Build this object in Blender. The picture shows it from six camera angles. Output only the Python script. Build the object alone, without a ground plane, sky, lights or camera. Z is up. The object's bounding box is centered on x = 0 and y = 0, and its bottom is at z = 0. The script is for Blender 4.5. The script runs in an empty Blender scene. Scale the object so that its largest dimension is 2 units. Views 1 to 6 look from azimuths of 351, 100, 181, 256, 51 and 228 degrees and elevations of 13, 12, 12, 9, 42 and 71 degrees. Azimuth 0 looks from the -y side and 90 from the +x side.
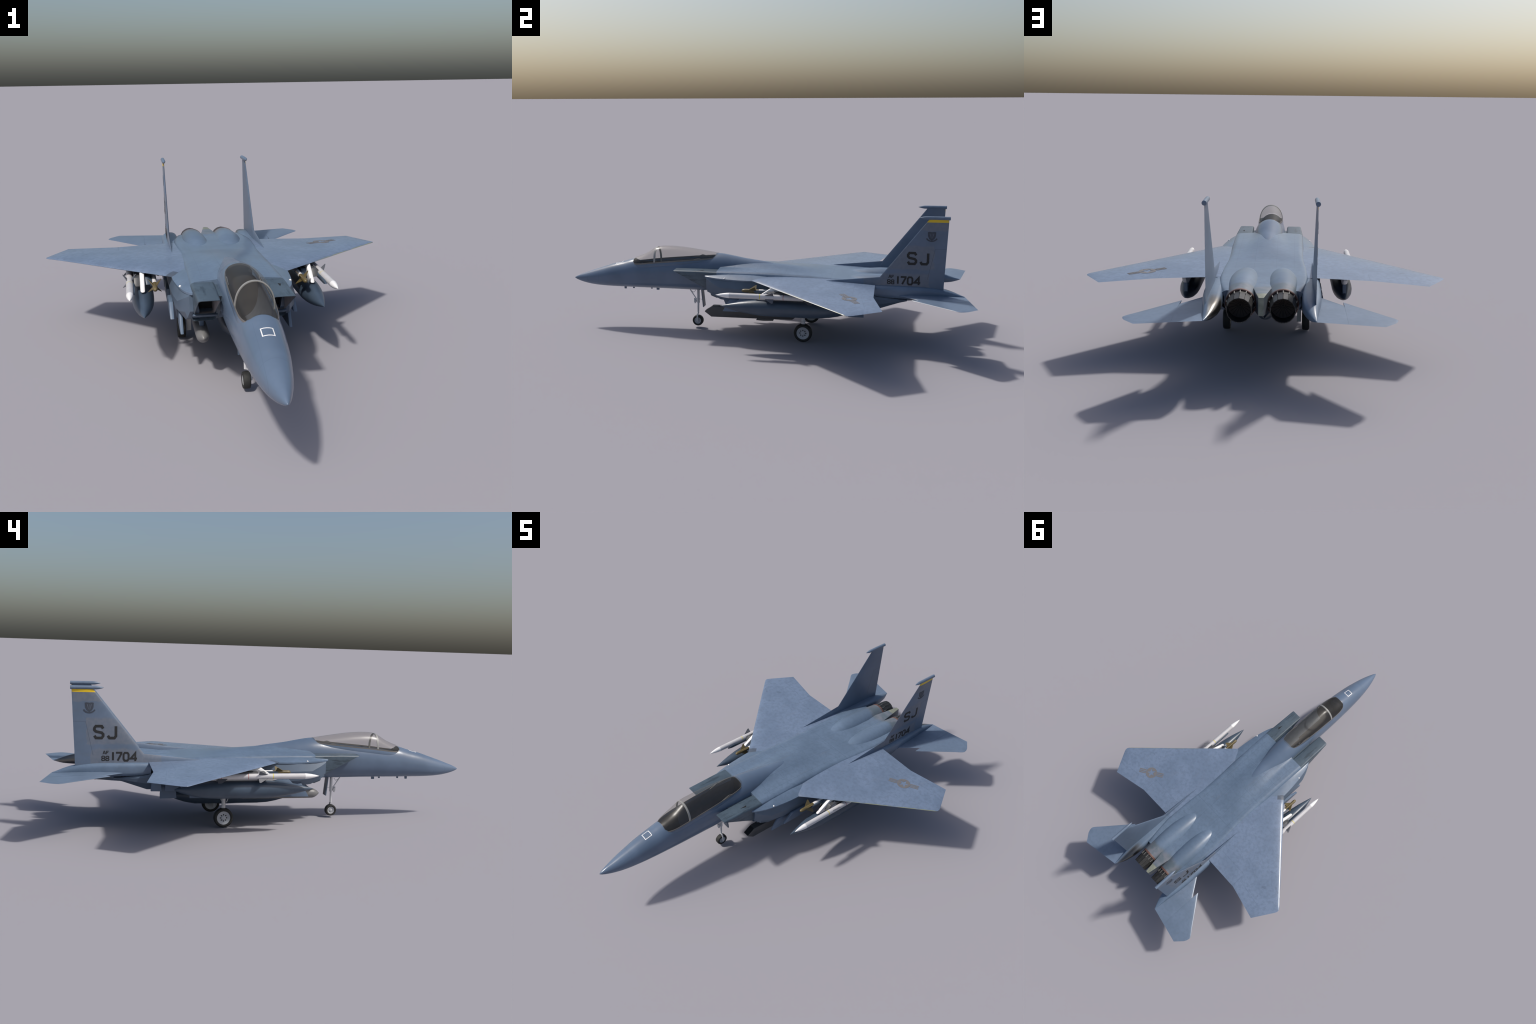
import bpy, bmesh, math, random
import numpy as np
from mathutils import Vector
from mathutils.bvhtree import BVHTree

random.seed(7)
PI = math.pi

# ------------------------------------------------------------------ helpers
def interp(table, t):
    """Smooth (monotone cubic) interpolation of rows [t, a, b, ...]."""
    T = np.array(table, float)
    x = T[:, 0]
    if t <= x[0]:
        return T[0, 1:]
    if t >= x[-1]:
        return T[-1, 1:]
    i = int(np.searchsorted(x, t)) - 1
    h = np.diff(x)[:, None]
    d = np.diff(T[:, 1:], axis=0) / h
    m = np.zeros_like(T[:, 1:])
    m[0], m[-1] = d[0], d[-1]
    for k in range(1, len(x) - 1):
        same = d[k - 1] * d[k] > 0
        hm = 2 * d[k - 1] * d[k] / np.where(same, d[k - 1] + d[k], 1)
        m[k] = np.where(same, hm, 0)
    hh = x[i + 1] - x[i]
    s = (t - x[i]) / hh
    return ((2*s**3 - 3*s**2 + 1) * T[i, 1:] + (s**3 - 2*s**2 + s) * hh * m[i]
            + (-2*s**3 + 3*s**2) * T[i + 1, 1:] + (s**3 - s**2) * hh * m[i + 1])

ROOT = bpy.data.objects.new("fighter_jet", None)
bpy.context.scene.collection.objects.link(ROOT)
ROOT["label"] = "blue-grey twin-tail fighter jet with missiles and fuel tanks"
ROOT["category"] = "fighter jet"

def add(name, verts, faces, mats, parent=None, angle=35, face_mat=None, flat=False):
    me = bpy.data.meshes.new(name)
    bm = bmesh.new()
    vs = [bm.verts.new(v) for v in verts]
    for k, f in enumerate(faces):
        try:
            bf = bm.faces.new([vs[i] for i in f])
            if face_mat:
                bf.material_index = face_mat[k]
        except ValueError:
            pass
    bmesh.ops.remove_doubles(bm, verts=bm.verts, dist=1e-6)
    bmesh.ops.recalc_face_normals(bm, faces=bm.faces)
    bm.to_mesh(me)
    bm.free()
    ob = bpy.data.objects.new(name, me)
    bpy.context.scene.collection.objects.link(ob)
    for m in (mats if isinstance(mats, (list, tuple)) else [mats]):
        me.materials.append(m)
    if not flat:
        me.polygons.foreach_set("use_smooth", [True] * len(me.polygons))
        me.set_sharp_from_angle(angle=math.radians(angle))
    ob.parent = parent or ROOT
    return ob

def bridge(rings, closed=True, cap0=True, cap1=True):
    verts, faces = [], []
    n = len(rings[0])
    for r in rings:
        verts += [tuple(p) for p in r]
    m = n if closed else n - 1
    for i in range(len(rings) - 1):
        for j in range(m):
            k = (j + 1) % n
            faces.append((i*n + j, i*n + k, (i+1)*n + k, (i+1)*n + j))
    if cap0:
        faces.append(tuple(range(n)))
    if cap1:
        faces.append(tuple((len(rings)-1)*n + j for j in range(n)))
    return verts, faces

def loft(name, rings, mats, parent=None, cap0=True, cap1=True, angle=35):
    v, f = bridge(rings, True, cap0, cap1)
    return add(name, v, f, mats, parent, angle)

def lathe(name, cx, cz, profile, mats, n=32, parent=None, angle=35, caps=True, bands=None):
    """Body of revolution about an axis parallel to y; profile = [(y, r)]."""
    rings = [[(cx + r*math.sin(2*PI*j/n), y, cz + r*math.cos(2*PI*j/n)) for j in range(n)] for y, r in profile]
    v, f = bridge(rings, True, caps, caps)
    fm = None
    if bands:
        fm = []
        for i in range(len(profile) - 1):
            ym = (profile[i][0] + profile[i+1][0]) / 2
            k = 0
            for (a, b, mi) in bands:
                if a <= ym <= b:
                    k = mi
            fm += [k] * n
        if caps:
            fm += [fm[0], fm[-1]]
    return add(name, v, f, mats, parent, angle, fm)

def prism(name, prof_yz, x0, x1, mats, parent=None, bevel=0.0, angle=30):
    n = len(prof_yz)
    v = [(x0, y, z) for y, z in prof_yz] + [(x1, y, z) for y, z in prof_yz]
    f = [tuple(range(n)), tuple(range(n, 2*n))] + [(j, (j+1) % n, n + (j+1) % n, n + j) for j in range(n)]
    ob = add(name, v, f, mats, parent, angle)
    if bevel:
        bevel_edges(ob, bevel)
    return ob

def bevel_edges(ob, w, seg=2, ang=30):
    bm = bmesh.new()
    bm.from_mesh(ob.data)
    es = [e for e in bm.edges if len(e.link_faces) == 2 and e.calc_face_angle(0) > math.radians(ang)]
    bmesh.ops.bevel(bm, geom=es, offset=w, segments=seg, profile=0.5, affect='EDGES', clamp_overlap=True)
    bmesh.ops.recalc_face_normals(bm, faces=bm.faces)
    bm.to_mesh(ob.data)
    bm.free()
    ob.data.polygons.foreach_set("use_smooth", [True]*len(ob.data.polygons))
    ob.data.set_sharp_from_angle(angle=math.radians(40))

def box(name, lo, hi, mats, parent=None, bevel=0.0):
    return prism(name, [(lo[1], lo[2]), (hi[1], lo[2]), (hi[1], hi[2]), (lo[1], hi[2])], lo[0], hi[0], mats, parent, bevel)

def tube(name, pts, r, mats, parent=None, n=12):
    """Round bar through the points; r is one radius or one per point."""
    P = [Vector(p) for p in pts]
    R = r if isinstance(r, (list, tuple)) else [r]*len(P)
    rings = []
    for i, p in enumerate(P):
        d = (P[min(i+1, len(P)-1)] - P[max(i-1, 0)]).normalized()
        a = d.orthogonal().normalized() if abs(d.x) > .9 else d.cross(Vector((1, 0, 0))).normalized()
        b = d.cross(a)
        rings.append([tuple(p + R[i]*(a*math.cos(2*PI*j/n) + b*math.sin(2*PI*j/n))) for j in range(n)])
    return loft(name, rings, mats, parent)

def rrect(x0, x1, z0, z1, r, y, seg=5):
    """Rounded rectangle ring in the xz plane (rounded corners)."""
    out = []
    for cx, cz, a0 in ((x1-r, z1-r, 0), (x0+r, z1-r, 90), (x0+r, z0+r, 180), (x1-r, z0+r, 270)):
        for k in range(seg + 1):
            a = math.radians(a0 + 90*k/seg)
            out.append((cx + r*math.cos(a), y, cz + r*math.sin(a)))
    return out

# ---------------------------------------------------------------- materials
def nodes(name):
    m = bpy.data.materials.new(name)
    m.use_nodes = True
    nt = m.node_tree
    return m, nt, nt.nodes["Principled BSDF"]

def plain(name, col, rough=.5, metal=0.0, spec=.5, noise=.12, scale=40):
    m, nt, b = nodes(name)
    tc = nt.nodes.new("ShaderNodeTexCoord")
    nz = nt.nodes.new("ShaderNodeTexNoise")
    nz.inputs["Scale"].default_value = scale
    nz.inputs["Detail"].default_value = 4
    nt.links.new(tc.outputs["Object"], nz.inputs["Vector"])
    rp = nt.nodes.new("ShaderNodeValToRGB")
    rp.color_ramp.elements[0].position = .3
    rp.color_ramp.elements[1].position = .7
    rp.color_ramp.elements[0].color = [c*(1-noise) for c in col] + [1]
    rp.color_ramp.elements[1].color = [min(1, c*(1+noise)) for c in col] + [1]
    nt.links.new(nz.outputs["Fac"], rp.inputs["Fac"])
    nt.links.new(rp.outputs["Color"], b.inputs["Base Color"])
    b.inputs["Roughness"].default_value = rough
    b.inputs["Metallic"].default_value = metal
    b.inputs["Specular IOR Level"].default_value = spec
    return m

class NT:
    """Tiny expression helper for node trees."""
    def __init__(self, nt):
        self.nt = nt
        tc = nt.nodes.new("ShaderNodeTexCoord")
        sp = nt.nodes.new("ShaderNodeSeparateXYZ")
        nt.links.new(tc.outputs["Object"], sp.inputs[0])
        self.obj = tc.outputs["Object"]
        self.x, self.y, self.z = sp.outputs
    def put(self, s, v):
        if isinstance(v, (int, float)):
            s.default_value = v
        else:
            self.nt.links.new(v, s)
    def m(self, op, a, b=0.0, c=None):
        n = self.nt.nodes.new("ShaderNodeMath")
        n.operation = op
        self.put(n.inputs[0], a)
        self.put(n.inputs[1], b)
        if c is not None:
            self.put(n.inputs[2], c)
        return n.outputs[0]
    def step(self, v, lo, hi):
        n = self.nt.nodes.new("ShaderNodeMapRange")
        n.interpolation_type = 'SMOOTHSTEP'
        self.put(n.inputs[0], v)
        n.inputs[1].default_value, n.inputs[2].default_value = lo, hi
        return n.outputs[0]
    def band(self, v, lo, hi, soft=.002):
        return self.m('MULTIPLY', self.step(v, lo-soft, lo+soft), self.m('SUBTRACT', 1, self.step(v, hi-soft, hi+soft)))
    def line(self, v, at, w):
        d = self.m('ABSOLUTE', self.m('SUBTRACT', v, at))
        return self.m('SUBTRACT', 1, self.step(d, w*.5, w*1.3))
    def noise(self, scale, detail=4, rough=.5, stretch=None):
        n = self.nt.nodes.new("ShaderNodeTexNoise")
        n.inputs["Scale"].default_value = scale
        n.inputs["Detail"].default_value = detail
        n.inputs["Roughness"].default_value = rough
        if stretch:
            mp = self.nt.nodes.new("ShaderNodeMapping")
            mp.inputs["Scale"].default_value = stretch
            self.nt.links.new(self.obj, mp.inputs["Vector"])
            self.nt.links.new(mp.outputs[0], n.inputs["Vector"])
        else:
            self.nt.links.new(self.obj, n.inputs["Vector"])
        return n.outputs["Fac"]
    def mix(self, fac, a, b):
        n = self.nt.nodes.new("ShaderNodeMix")
        n.data_type = 'RGBA'
        self.put(n.inputs[0], fac)
        for s, v in ((n.inputs[6], a), (n.inputs[7], b)):
            if isinstance(v, (tuple, list)):
                s.default_value = tuple(v)[:3] + (1,)
            else:
                self.nt.links.new(v, s)
        return n.outputs[2]

BLUE = (.112, .160, .230)
BLUE_DARK = (.090, .132, .205)
BLUE_LIGHT = (.134, .188, .268)
WARM = (.128, .140, .170)

def painted(name, base, light, warm, mott=.6, rough=.36, kind=None):
    m, nt, b = nodes(name)
    e = NT(nt)
    col = e.mix(e.step(e.noise(7, 4), .36, .64), [c*.93 for c in base], [c*.5 + d*.5 for c, d in zip(base, light)])
    fine = e.step(e.noise(58, 6, .65), .40, .66)
    col = e.mix(e.m('MULTIPLY', fine, mott*.55), col, [c*.74 for c in base])
    streak = e.step(e.noise(16, 5, .6, (4, .6, 4)), .55, .75)
    col = e.mix(e.m('MULTIPLY', streak, .22), col, warm)
    if kind == "body":          # panel lines across the deck and spine
        lines = e.line(e.y, .345, .0011)
        ax = e.m('ABSOLUTE', e.x)
        for yy in (-.135, -.02, .125, .47, .66):
            lines = e.m('MAXIMUM', lines, e.m('MULTIPLY', e.line(e.y, yy, .0009), e.band(ax, .02, .135)))
        for xx in (.042, .112):
            lines = e.m('MAXIMUM', lines, e.m('MULTIPLY', e.line(ax, xx, .0008), e.band(e.y, -.16, .44)))
        col = e.mix(e.m('MULTIPLY', lines, .4), col, (.05, .075, .12))
    if kind == "nose":
        lines = e.line(e.y, -.852, .0011)
        lines = e.m('MAXIMUM', lines, e.m('MULTIPLY', e.line(e.y, -.668, .0009), e.step(e.z, .31, .33)))
        ax = e.m('ABSOLUTE', e.x)
        lines = e.m('MAXIMUM', lines, e.m('MULTIPLY', e.line(ax, .030, .0006), e.band(e.y, -.92, -.69)))
        col = e.mix(e.m('MULTIPLY', lines, .16), col, (.05, .075, .12))
    if kind == "intake":        # dark smears along the ramp
        sm = e.step(e.noise(26, 5, .65, (3, .45, 3)), .52, .66)
        col = e.mix(e.m('MULTIPLY', sm, .7), col, (.022, .034, .046))
    metal_mask = None
    if kind == "boom":          # grey metallic area on the port inner rear face
        metal_mask = e.m('MULTIPLY', e.m('MULTIPLY', e.step(e.y, .76, .83), e.step(e.x, 0, .01)), e.m('SUBTRACT', 1, e.step(e.x, .160, .178)))
        col = e.mix(metal_mask, col, (.17, .165, .155))
    if kind == "wing":
        ax = e.m('ABSOLUTE', e.x)
        root = e.m('ADD', e.m('ABSOLUTE', e.m('ADD', e.x, .193)), e.m('ABSOLUTE', e.m('ADD', e.y, .002)))
        col = e.mix(e.m('MULTIPLY', e.m('SUBTRACT', 1, e.step(root, .024, .033)), .7), col, (.045, .052, .062))
        le = e.m('SUBTRACT', e.y, e.m('MULTIPLY_ADD', e.x, 1.0197, -.2260))
        le_highlight = e.m('MULTIPLY', e.m('SUBTRACT', 1, e.step(le, .0015, .006)), e.m('MULTIPLY', e.step(e.x, .30, .45), e.step(e.noise(20, 4), .35, .55)))  # yellowish highlight painted along the outer port leading edge
        col = e.mix(e.m('MULTIPLY', le_highlight, .8), col, (.23, .235, .105))
        flap = e.m('MULTIPLY', e.line(e.y, .463, .0009), e.band(ax, .20, .385))
        ail = e.m('MULTIPLY', e.line(e.m('SUBTRACT', e.y, e.m('MULTIPLY', ax, .14)), .447, .0009), e.band(ax, .385, .57))
        rib = e.m('MULTIPLY', e.line(ax, .385, .0009), e.band(e.y, .46, .56))
        lines = e.m('MAXIMUM', e.m('MAXIMUM', flap, ail), rib)
        col = e.mix(e.m('MULTIPLY', lines, .3), col, (.05, .075, .12))
        blot = e.m('MULTIPLY', e.step(e.noise(24, 2), .66, .72), e.step(ax, .45, .5))
        col = e.mix(e.m('MULTIPLY', blot, .35), col, (.07, .09, .13))
    if kind == "nacelle":
        hot = e.m('MULTIPLY', e.step(e.m('ADD', e.y, e.m('MULTIPLY', e.noise(18, 4), .05)), .71, .745), .75)
        metal = e.mix(e.step(e.noise(30, 4), .35, .65), (.095, .118, .128), (.165, .168, .185))
        col = e.mix(hot, col, metal)
    if kind == "fin":
        ax = e.m('ABSOLUTE', e.x)
        outer = e.step(ax, .1785, .1795)
        # grey repainted field around the codes with ragged border
        rag = e.m('MULTIPLY', e.m('SUBTRACT', e.noise(22, 4), .5), .03)
        yy = e.m('ADD', e.y, rag)
        zz = e.m('ADD', e.z, rag)
        f1 = e.m('MULTIPLY', e.band(yy, .56, .815), e.band(zz, .375, .485, .006))
        f2 = e.m('MULTIPLY', e.band(yy, .50, .795), e.band(zz, .20, .355, .006))
        f3 = e.band(zz, .555, .594, .003)
        fld = e.m('MAXIMUM', e.m('MAXIMUM', f1, f2), f3)
        grey = e.mix(e.step(e.noise(60, 4), .35, .65), (.135, .145, .168), (.172, .174, .190))
        col = e.mix(e.m('MULTIPLY', e.m('MULTIPLY', fld, outer), .50), col, grey)
        rud = e.m('MULTIPLY', e.line(e.m('SUBTRACT', e.y, e.m('MULTIPLY', e.z, .2143)), .7169, .0010), e.band(e.z, .33, .47))
        rud2 = e.m('MULTIPLY', e.line(e.z, .471, .0008), e.step(e.y, .816, .818))
        col = e.mix(e.m('MULTIPLY', e.m('MAXIMUM', rud, rud2), .55), col, (.035, .045, .065))
        yel = e.m('MULTIPLY', e.step(e.z, .5925, .5932), outer)
        col = e.mix(yel, col, (.70, .46, .012))
    nt.links.new(col, b.inputs["Base Color"])
    if metal_mask is not None:
        nt.links.new(metal_mask, b.inputs["Metallic"])
    b.inputs["Roughness"].default_value = rough
    b.inputs["Specular IOR Level"].default_value = .5
    bp = nt.nodes.new("ShaderNodeBump")
    bp.inputs["Strength"].default_value = .08
    bp.inputs["Distance"].default_value = .002
    nt.links.new(e.noise(60, 3), bp.inputs["Height"])
    nt.links.new(bp.outputs[0], b.inputs["Normal"])
    return m

M_BODY = painted("paint_body", BLUE, BLUE_LIGHT, WARM, .85, .28, "body")
M_NOSE = painted("paint_nose", (.104, .146, .214), (.116, .160, .234), WARM, .12, .23, "nose")
M_WING = painted("paint_wing", (.138, .187, .272), (.164, .215, .308), (.150, .165, .205), .95, .27, "wing")
M_FIN = painted("paint_fin", (.104, .144, .208), (.122, .164, .236), WARM, .35, .40, "fin")  # base taken slightly darker because the port fin side lies in shade
M_NAC = painted("paint_nacelle", BLUE, BLUE_LIGHT, WARM, .5, .33, "nacelle")
M_BOOM = painted("paint_boom", BLUE, BLUE_LIGHT, WARM, .5, .33, "boom")
M_STAB = painted("paint_stabilator", (.120, .166, .236), (.145, .192, .272), WARM, .6, .36)
M_INTAKE = painted("paint_intake", (.058, .085, .112), (.080, .115, .148), (.030, .045, .062), .8, .40, "intake")
M_CFT = painted("paint_conformal_tank", (.082, .116, .164), (.096, .134, .188), (.10, .11, .132), .3, .42)
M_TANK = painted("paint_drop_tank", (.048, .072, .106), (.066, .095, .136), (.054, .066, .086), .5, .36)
M_PYL = painted("paint_stub_pylon", (.10, .145, .215), (.115, .165, .24), WARM, .2, .5)
M_WHITE = plain("white_paint", (.78, .77, .76), .35, noise=.03)
M_MISS = plain("missile_grey", (.52, .51, .515), .35, noise=.04)
M_FIN_GREY = plain("missile_fin_grey", (.10, .105, .12), .5)
M_BROWN = plain("seeker_brown", (.115, .088, .035), .42)
M_YELLOW = plain("band_yellow", (.62, .52, .03), .5, noise=.05)
M_RED = plain("band_red", (.30, .02, .02), .5)
M_TYRE = plain("tyre_rubber", (.016, .016, .015), .7, noise=.2)
M_HUB = plain("wheel_hub_grey", (.42, .43, .45), .45, noise=.06)
M_HOLE = plain("dark_hole", (.006, .006, .007), .8)
M_STRUT = plain("gear_strut_white", (.55, .55, .56), .35, noise=.05)
M_DUCT = plain("duct_black", (.004, .005, .007), .8)
M_DUCTSIDE = plain("duct_wall", (.26, .25, .26), .6)
M_NOZ = plain("nozzle_metal", (.036, .036, .035), .45, .4, noise=.25, scale=90)
M_NOZ2 = plain("nozzle_metal_light", (.046, .045, .043), .42, .4, noise=.25, scale=90)
M_ROD = plain("actuator_rod", (.22, .22, .21), .45, .3)
M_COPPER = plain("heat_ring_copper", (.125, .068, .055), .5, .1, noise=.2, scale=80)
M_FLAME = plain("flameholder_dark", (.040, .028, .024), .7)
M_POD = plain("pod_grey", (.15, .15, .15), .42, noise=.05)
M_PODDARK = plain("pod_dark_grey", (.055, .057, .06), .45, noise=.08)
M_LENS = plain("sensor_window", (.012, .013, .015), .2)
M_TUB = plain("cockpit_interior", (.048, .049, .050), .6, noise=.15)
M_TUB = plain("cockpit_interior_dark", (.044, .042, .040), .6, noise=.15)
M_TUBWALL = plain("cockpit_side_wall", (.092, .105, .126), .55, noise=.12)
M_FRAME = plain("canopy_frame_grey", (.27, .27, .26), .45, noise=.05)
M_SILL = plain("canopy_sill_grey", (.135, .130, .125), .5, noise=.08)
M_INK = plain("marking_black", (.012, .012, .013), .6)
M_BADGE = plain("badge_dark", (.040, .048, .066), .6)
M_BADGE2 = plain("badge_mid", (.085, .10, .13), .6)
M_TAN = plain("insignia_grey_tan", (.134, .131, .136), .55, noise=.06)
M_LIGHT = plain("lamp_white", (.85, .83, .80), .25, noise=.02)
M_OLIVE = plain("primer_olive", (.19, .205, .165), .5, noise=.2, scale=60)
M_BARE = plain("bare_metal", (.30, .30, .29), .30, .85, noise=.25, scale=25)

def glass():
    m, nt, b = nodes("canopy_glass")
    nt.nodes.remove(b)
    out = nt.nodes["Material Output"]
    tr = nt.nodes.new("ShaderNodeBsdfTransparent")
    tr.inputs[0].default_value = (.88, .87, .85, 1)
    gl = nt.nodes.new("ShaderNodeBsdfGlossy")
    gl.inputs["Roughness"].default_value = .30
    gl.inputs["Color"].default_value = (.9, .9, .9, 1)
    lw = nt.nodes.new("ShaderNodeLayerWeight")
    lw.inputs["Blend"].default_value = .5
    pw = nt.nodes.new("ShaderNodeMath")
    pw.operation = 'POWER'
    nt.links.new(lw.outputs["Facing"], pw.inputs[0])
    pw.inputs[1].default_value = 4.0
    fr = nt.nodes.new("ShaderNodeMath")
    fr.operation = 'MULTIPLY_ADD'
    nt.links.new(pw.outputs[0], fr.inputs[0])
    fr.inputs[1].default_value = .22
    fr.inputs[2].default_value = .028
    mx = nt.nodes.new("ShaderNodeMixShader")
    nt.links.new(fr.outputs[0], mx.inputs[0])
    nt.links.new(tr.outputs[0], mx.inputs[1])
    nt.links.new(gl.outputs[0], mx.inputs[2])
    df = nt.nodes.new("ShaderNodeBsdfDiffuse")
    df.inputs["Color"].default_value = (.30, .29, .28, 1)
    m2 = nt.nodes.new("ShaderNodeMixShader")
    m2.inputs[0].default_value = .06
    nt.links.new(mx.outputs[0], m2.inputs[1])
    nt.links.new(df.outputs[0], m2.inputs[2])
    nt.links.new(m2.outputs[0], out.inputs["Surface"])
    return m
M_GLASS = glass()

# ------------------------------------------------------- forward fuselage
# y, half width, top z, bottom z, widest z
FUS = [(-.9985, .0010, .2332, .2312, .2322), (-.990, .0065, .2390, .2260, .2320), (-.965, .0160, .2510, .2165, .2330),
       (-.940, .0240, .2600, .2100, .2350), (-.900, .0345, .2745, .2030, .2385), (-.850, .0440, .2915, .1985, .2440),
       (-.780, .0540, .3145, .1965, .2530), (-.720, .0595, .3300, .1963, .2590), (-.665, .0630, .3455, .1960, .2640),
       (-.600, .0665, .3530, .1960, .2700), (-.500, .0695, .3620, .1960, .2760), (-.400, .0710, .3715, .1950, .2820),
       (-.300, .0715, .3800, .1940, .2900), (-.240, .0710, .3850, .1930, .2955), (-.222, .0710, .3842, .1930, .2965), (-.150, .0660, .3735, .1920, .2980),
       (-.100, .0590, .3645, .1900, .2980), (-.020, .0480, .3540, .1900, .2960), (.070, .0400, .3420, .1900, .2950),
       (.160, .0330, .3315, .1900, .2940), (.260, .0260, .3195, .1900, .2930), (.345, .0300, .3080, .1900, .2930)]

def sstep(t, a, b):
    u = min(1.0, max(0.0, (t-a)/(b-a)))
    return u*u*(3-2*u)

def fus_ring(y, n=48):
    w, zt, zb, zc = interp(FUS, y)
    zt -= .009*sstep(y, -.02, .24)
    et = 2.0 if y < -.66 else 2.0
    out = []
    for j in range(n):
        a = 2*PI*j/n
        c, s = math.cos(a), math.sin(a)
        k = 2/2.05 if s >= 0 else 2/2.35
        x = w*math.copysign(abs(c)**k, c)
        z = zc + ((zt - zc) if s >= 0 else (zc - zb))*math.copysign(abs(s)**k, s)
        out.append((x, y, z))
    return out

ys = [-.9985, -.996, -.992, -.987] + list(np.arange(-.98, -.8519, .008)) + [-.852]
radome = loft("radome", [fus_ring(y) for y in ys], M_NOSE, cap1=False, angle=60)
ys2 = [-.852] + list(np.arange(-.84, .346, .012))
fus = loft("forward_fuselage", [fus_ring(y) for y in ys2], [M_NOSE, M_TUB, M_TUBWALL], angle=60)

# canopy: y, half width at sill, top z, sill z
CAN = [(-.674, .034, .3465, .318), (-.655, .0460, .3540, .320), (-.630, .0530, .3635, .322), (-.605, .0560, .3745, .325),
       (-.575, .0572, .3925, .329), (-.5475, .0575, .4075, .332), (-.520, .0575, .4130, .335), (-.480, .0575, .4138, .339),
       (-.427, .0570, .4115, .344), (-.3375, .0545, .4010, .353), (-.285, .0510, .3930, .358), (-.250, .0450, .3878, .362),
       (-.2300, .0330, .3850, .366)]

def can_ring(y, off=0.0, down=.012, n=28):
    w, zt, zs = interp(CAN, y)
    w, h = w + off, zt - zs + off
    out = [(w*.985, y, zs - down)]
    for j in range(n + 1):
        a = PI*j/n
        out.append((w*math.copysign(abs(math.cos(a))**.95, math.cos(a)), y, zs + h*math.sin(a)**.95))
    out.append((-w*.985, y, zs - down))
    return out

# cut the cockpit opening out of the fuselage
def zs_depth(y):
    return float(interp(CAN, y)[2]) - .2900
cyl = list(np.arange(-.668, -.2349, .011))
v, f = bridge([[(x*(.985 if z > .30 else .90), y, z) for x, y, z in can_ring(y, -.0010, zs_depth(y))] for y in cyl])
cut = add("cockpit_cutter", v, f, [M_NOSE, M_TUB])
for p in cut.data.polygons:
    p.material_index = 1
# the hull is hollow: cavity follows the skin a few millimetres inside
def cavity_ring(y):
    w, zt, zb, zc = interp(FUS, y)
    return [(x*(1 - .0055/w), yy, zc + (z - zc)*(1 - .0055/(zt - zc if z > zc else zc - zb))) for x, yy, z in fus_ring(y)]
v, f = bridge([cavity_ring(y) for y in np.linspace(-.650, -.213, 34)])
cut2 = add("cockpit_cutter", v, f, [M_NOSE, M_TUB])
mz = fus.modifiers.new("hollow", 'BOOLEAN')
mz.operation, mz.object, mz.solver = 'DIFFERENCE', cut2, 'EXACT'
md = fus.modifiers.new("cut", 'BOOLEAN')
md.operation, md.object, md.solver = 'DIFFERENCE', cut, 'EXACT'
dg = bpy.context.evaluated_depsgraph_get()
new = bpy.data.meshes.new_from_object(fus.evaluated_get(dg))
fus.modifiers.clear()
fus.data = new
for p in new.polygons:      # faces inside the hull belong to the cockpit
    c = p.center
    fw, ft, fb, fz = interp(FUS, c.y)
    h = (ft - fz) if c.z > fz else (fz - fb)
    k = 2.05 if c.z > fz else 2.35
    val = (abs(c.x)/fw)**k + (abs(c.z - fz)/h)**k
    p.material_index = 0
    if -.6685 < c.y < -.2100 and val < .955:
        p.material_index = 2 if (abs(p.normal.x) > .35 and c.y > -.545) else 1
new.set_sharp_from_angle(angle=math.radians(50))
bpy.data.objects.remove(cut)
bpy.data.objects.remove(cut2)

# glass shell, windshield and canopy
def shell(name, y0, y1, mat):
    yy = list(np.linspace(y0, y1, 26))
    out_r = [can_ring(y, .0) for y in yy]
    v, f = bridge(out_r, closed=False, cap0=False, cap1=False)
    return add(name, v, f, mat, angle=60)
shell("windshield", -.671, -.5475, M_GLASS)
shell("canopy", -.5475, -.2305, M_GLASS)

# canopy bow
rings = []
for y, o in ((-.5520, .0004), (-.5430, .0004), (-.5430, -.0030), (-.5520, -.0030)):
    r = can_ring(-.5475, o, .012)
    rings.append([(x, y, z) for x, _, z in r])
v, f = [], []
n = len(rings[0])
for r in rings:
    v += r
for i in range(4):
    for j in range(n-1):
        k = (i+1) % 4
        f.append((i*n+j, i*n+j+1, k*n+j+1, k*n+j))
add("canopy_bow", v, f, M_FRAME, angle=50)

# sill strips along both sides of the canopy, following its edge
for s in (1, -1):
    for nm, hs, mat in (("canopy_sill", (0, .002, .0042, .0062), M_SILL), ("canopy_fairing", (-.016, -.010, -.005, 0), M_NOSE)):
        rr = []
        for y in np.linspace(-.668, -.245, 44):
            w, zt, zs = interp(CAN, y)
            col = []
            for off in (.0005, -.0012):
                for hgt in (hs if off > 0 else hs[::-1]):
                    x = w + off if hgt <= 0 else (w + off)*(1 - (hgt/(zt - zs))**2.1)**(1/2.1)
                    if hgt < 0:
                        x += .0022*min(1, -hgt/.010)*(1 if off > 0 else 0)
                    col.append((s*x, y, zs + hgt))
            rr.append(col)
        loft(nm, rr, mat, angle=40)
    prism("canopy_actuator_fairing", [(-.365, .350), (-.325, .3655), (-.285, .356)], s*.049, s*.051, M_POD)
# under-nose blade antennas
for y0, y1, zb in ((-.731, -.7175, .1835), (-.6850, -.6740, .187), (-.5885, -.5780, .188), (-.5590, -.5420, .1835)):
    prism("blade_antenna", [(y0, .200), (y0+.001, zb), (y1-.002, zb), (y1, .200)], -.002, .002, M_PYL)

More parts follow.
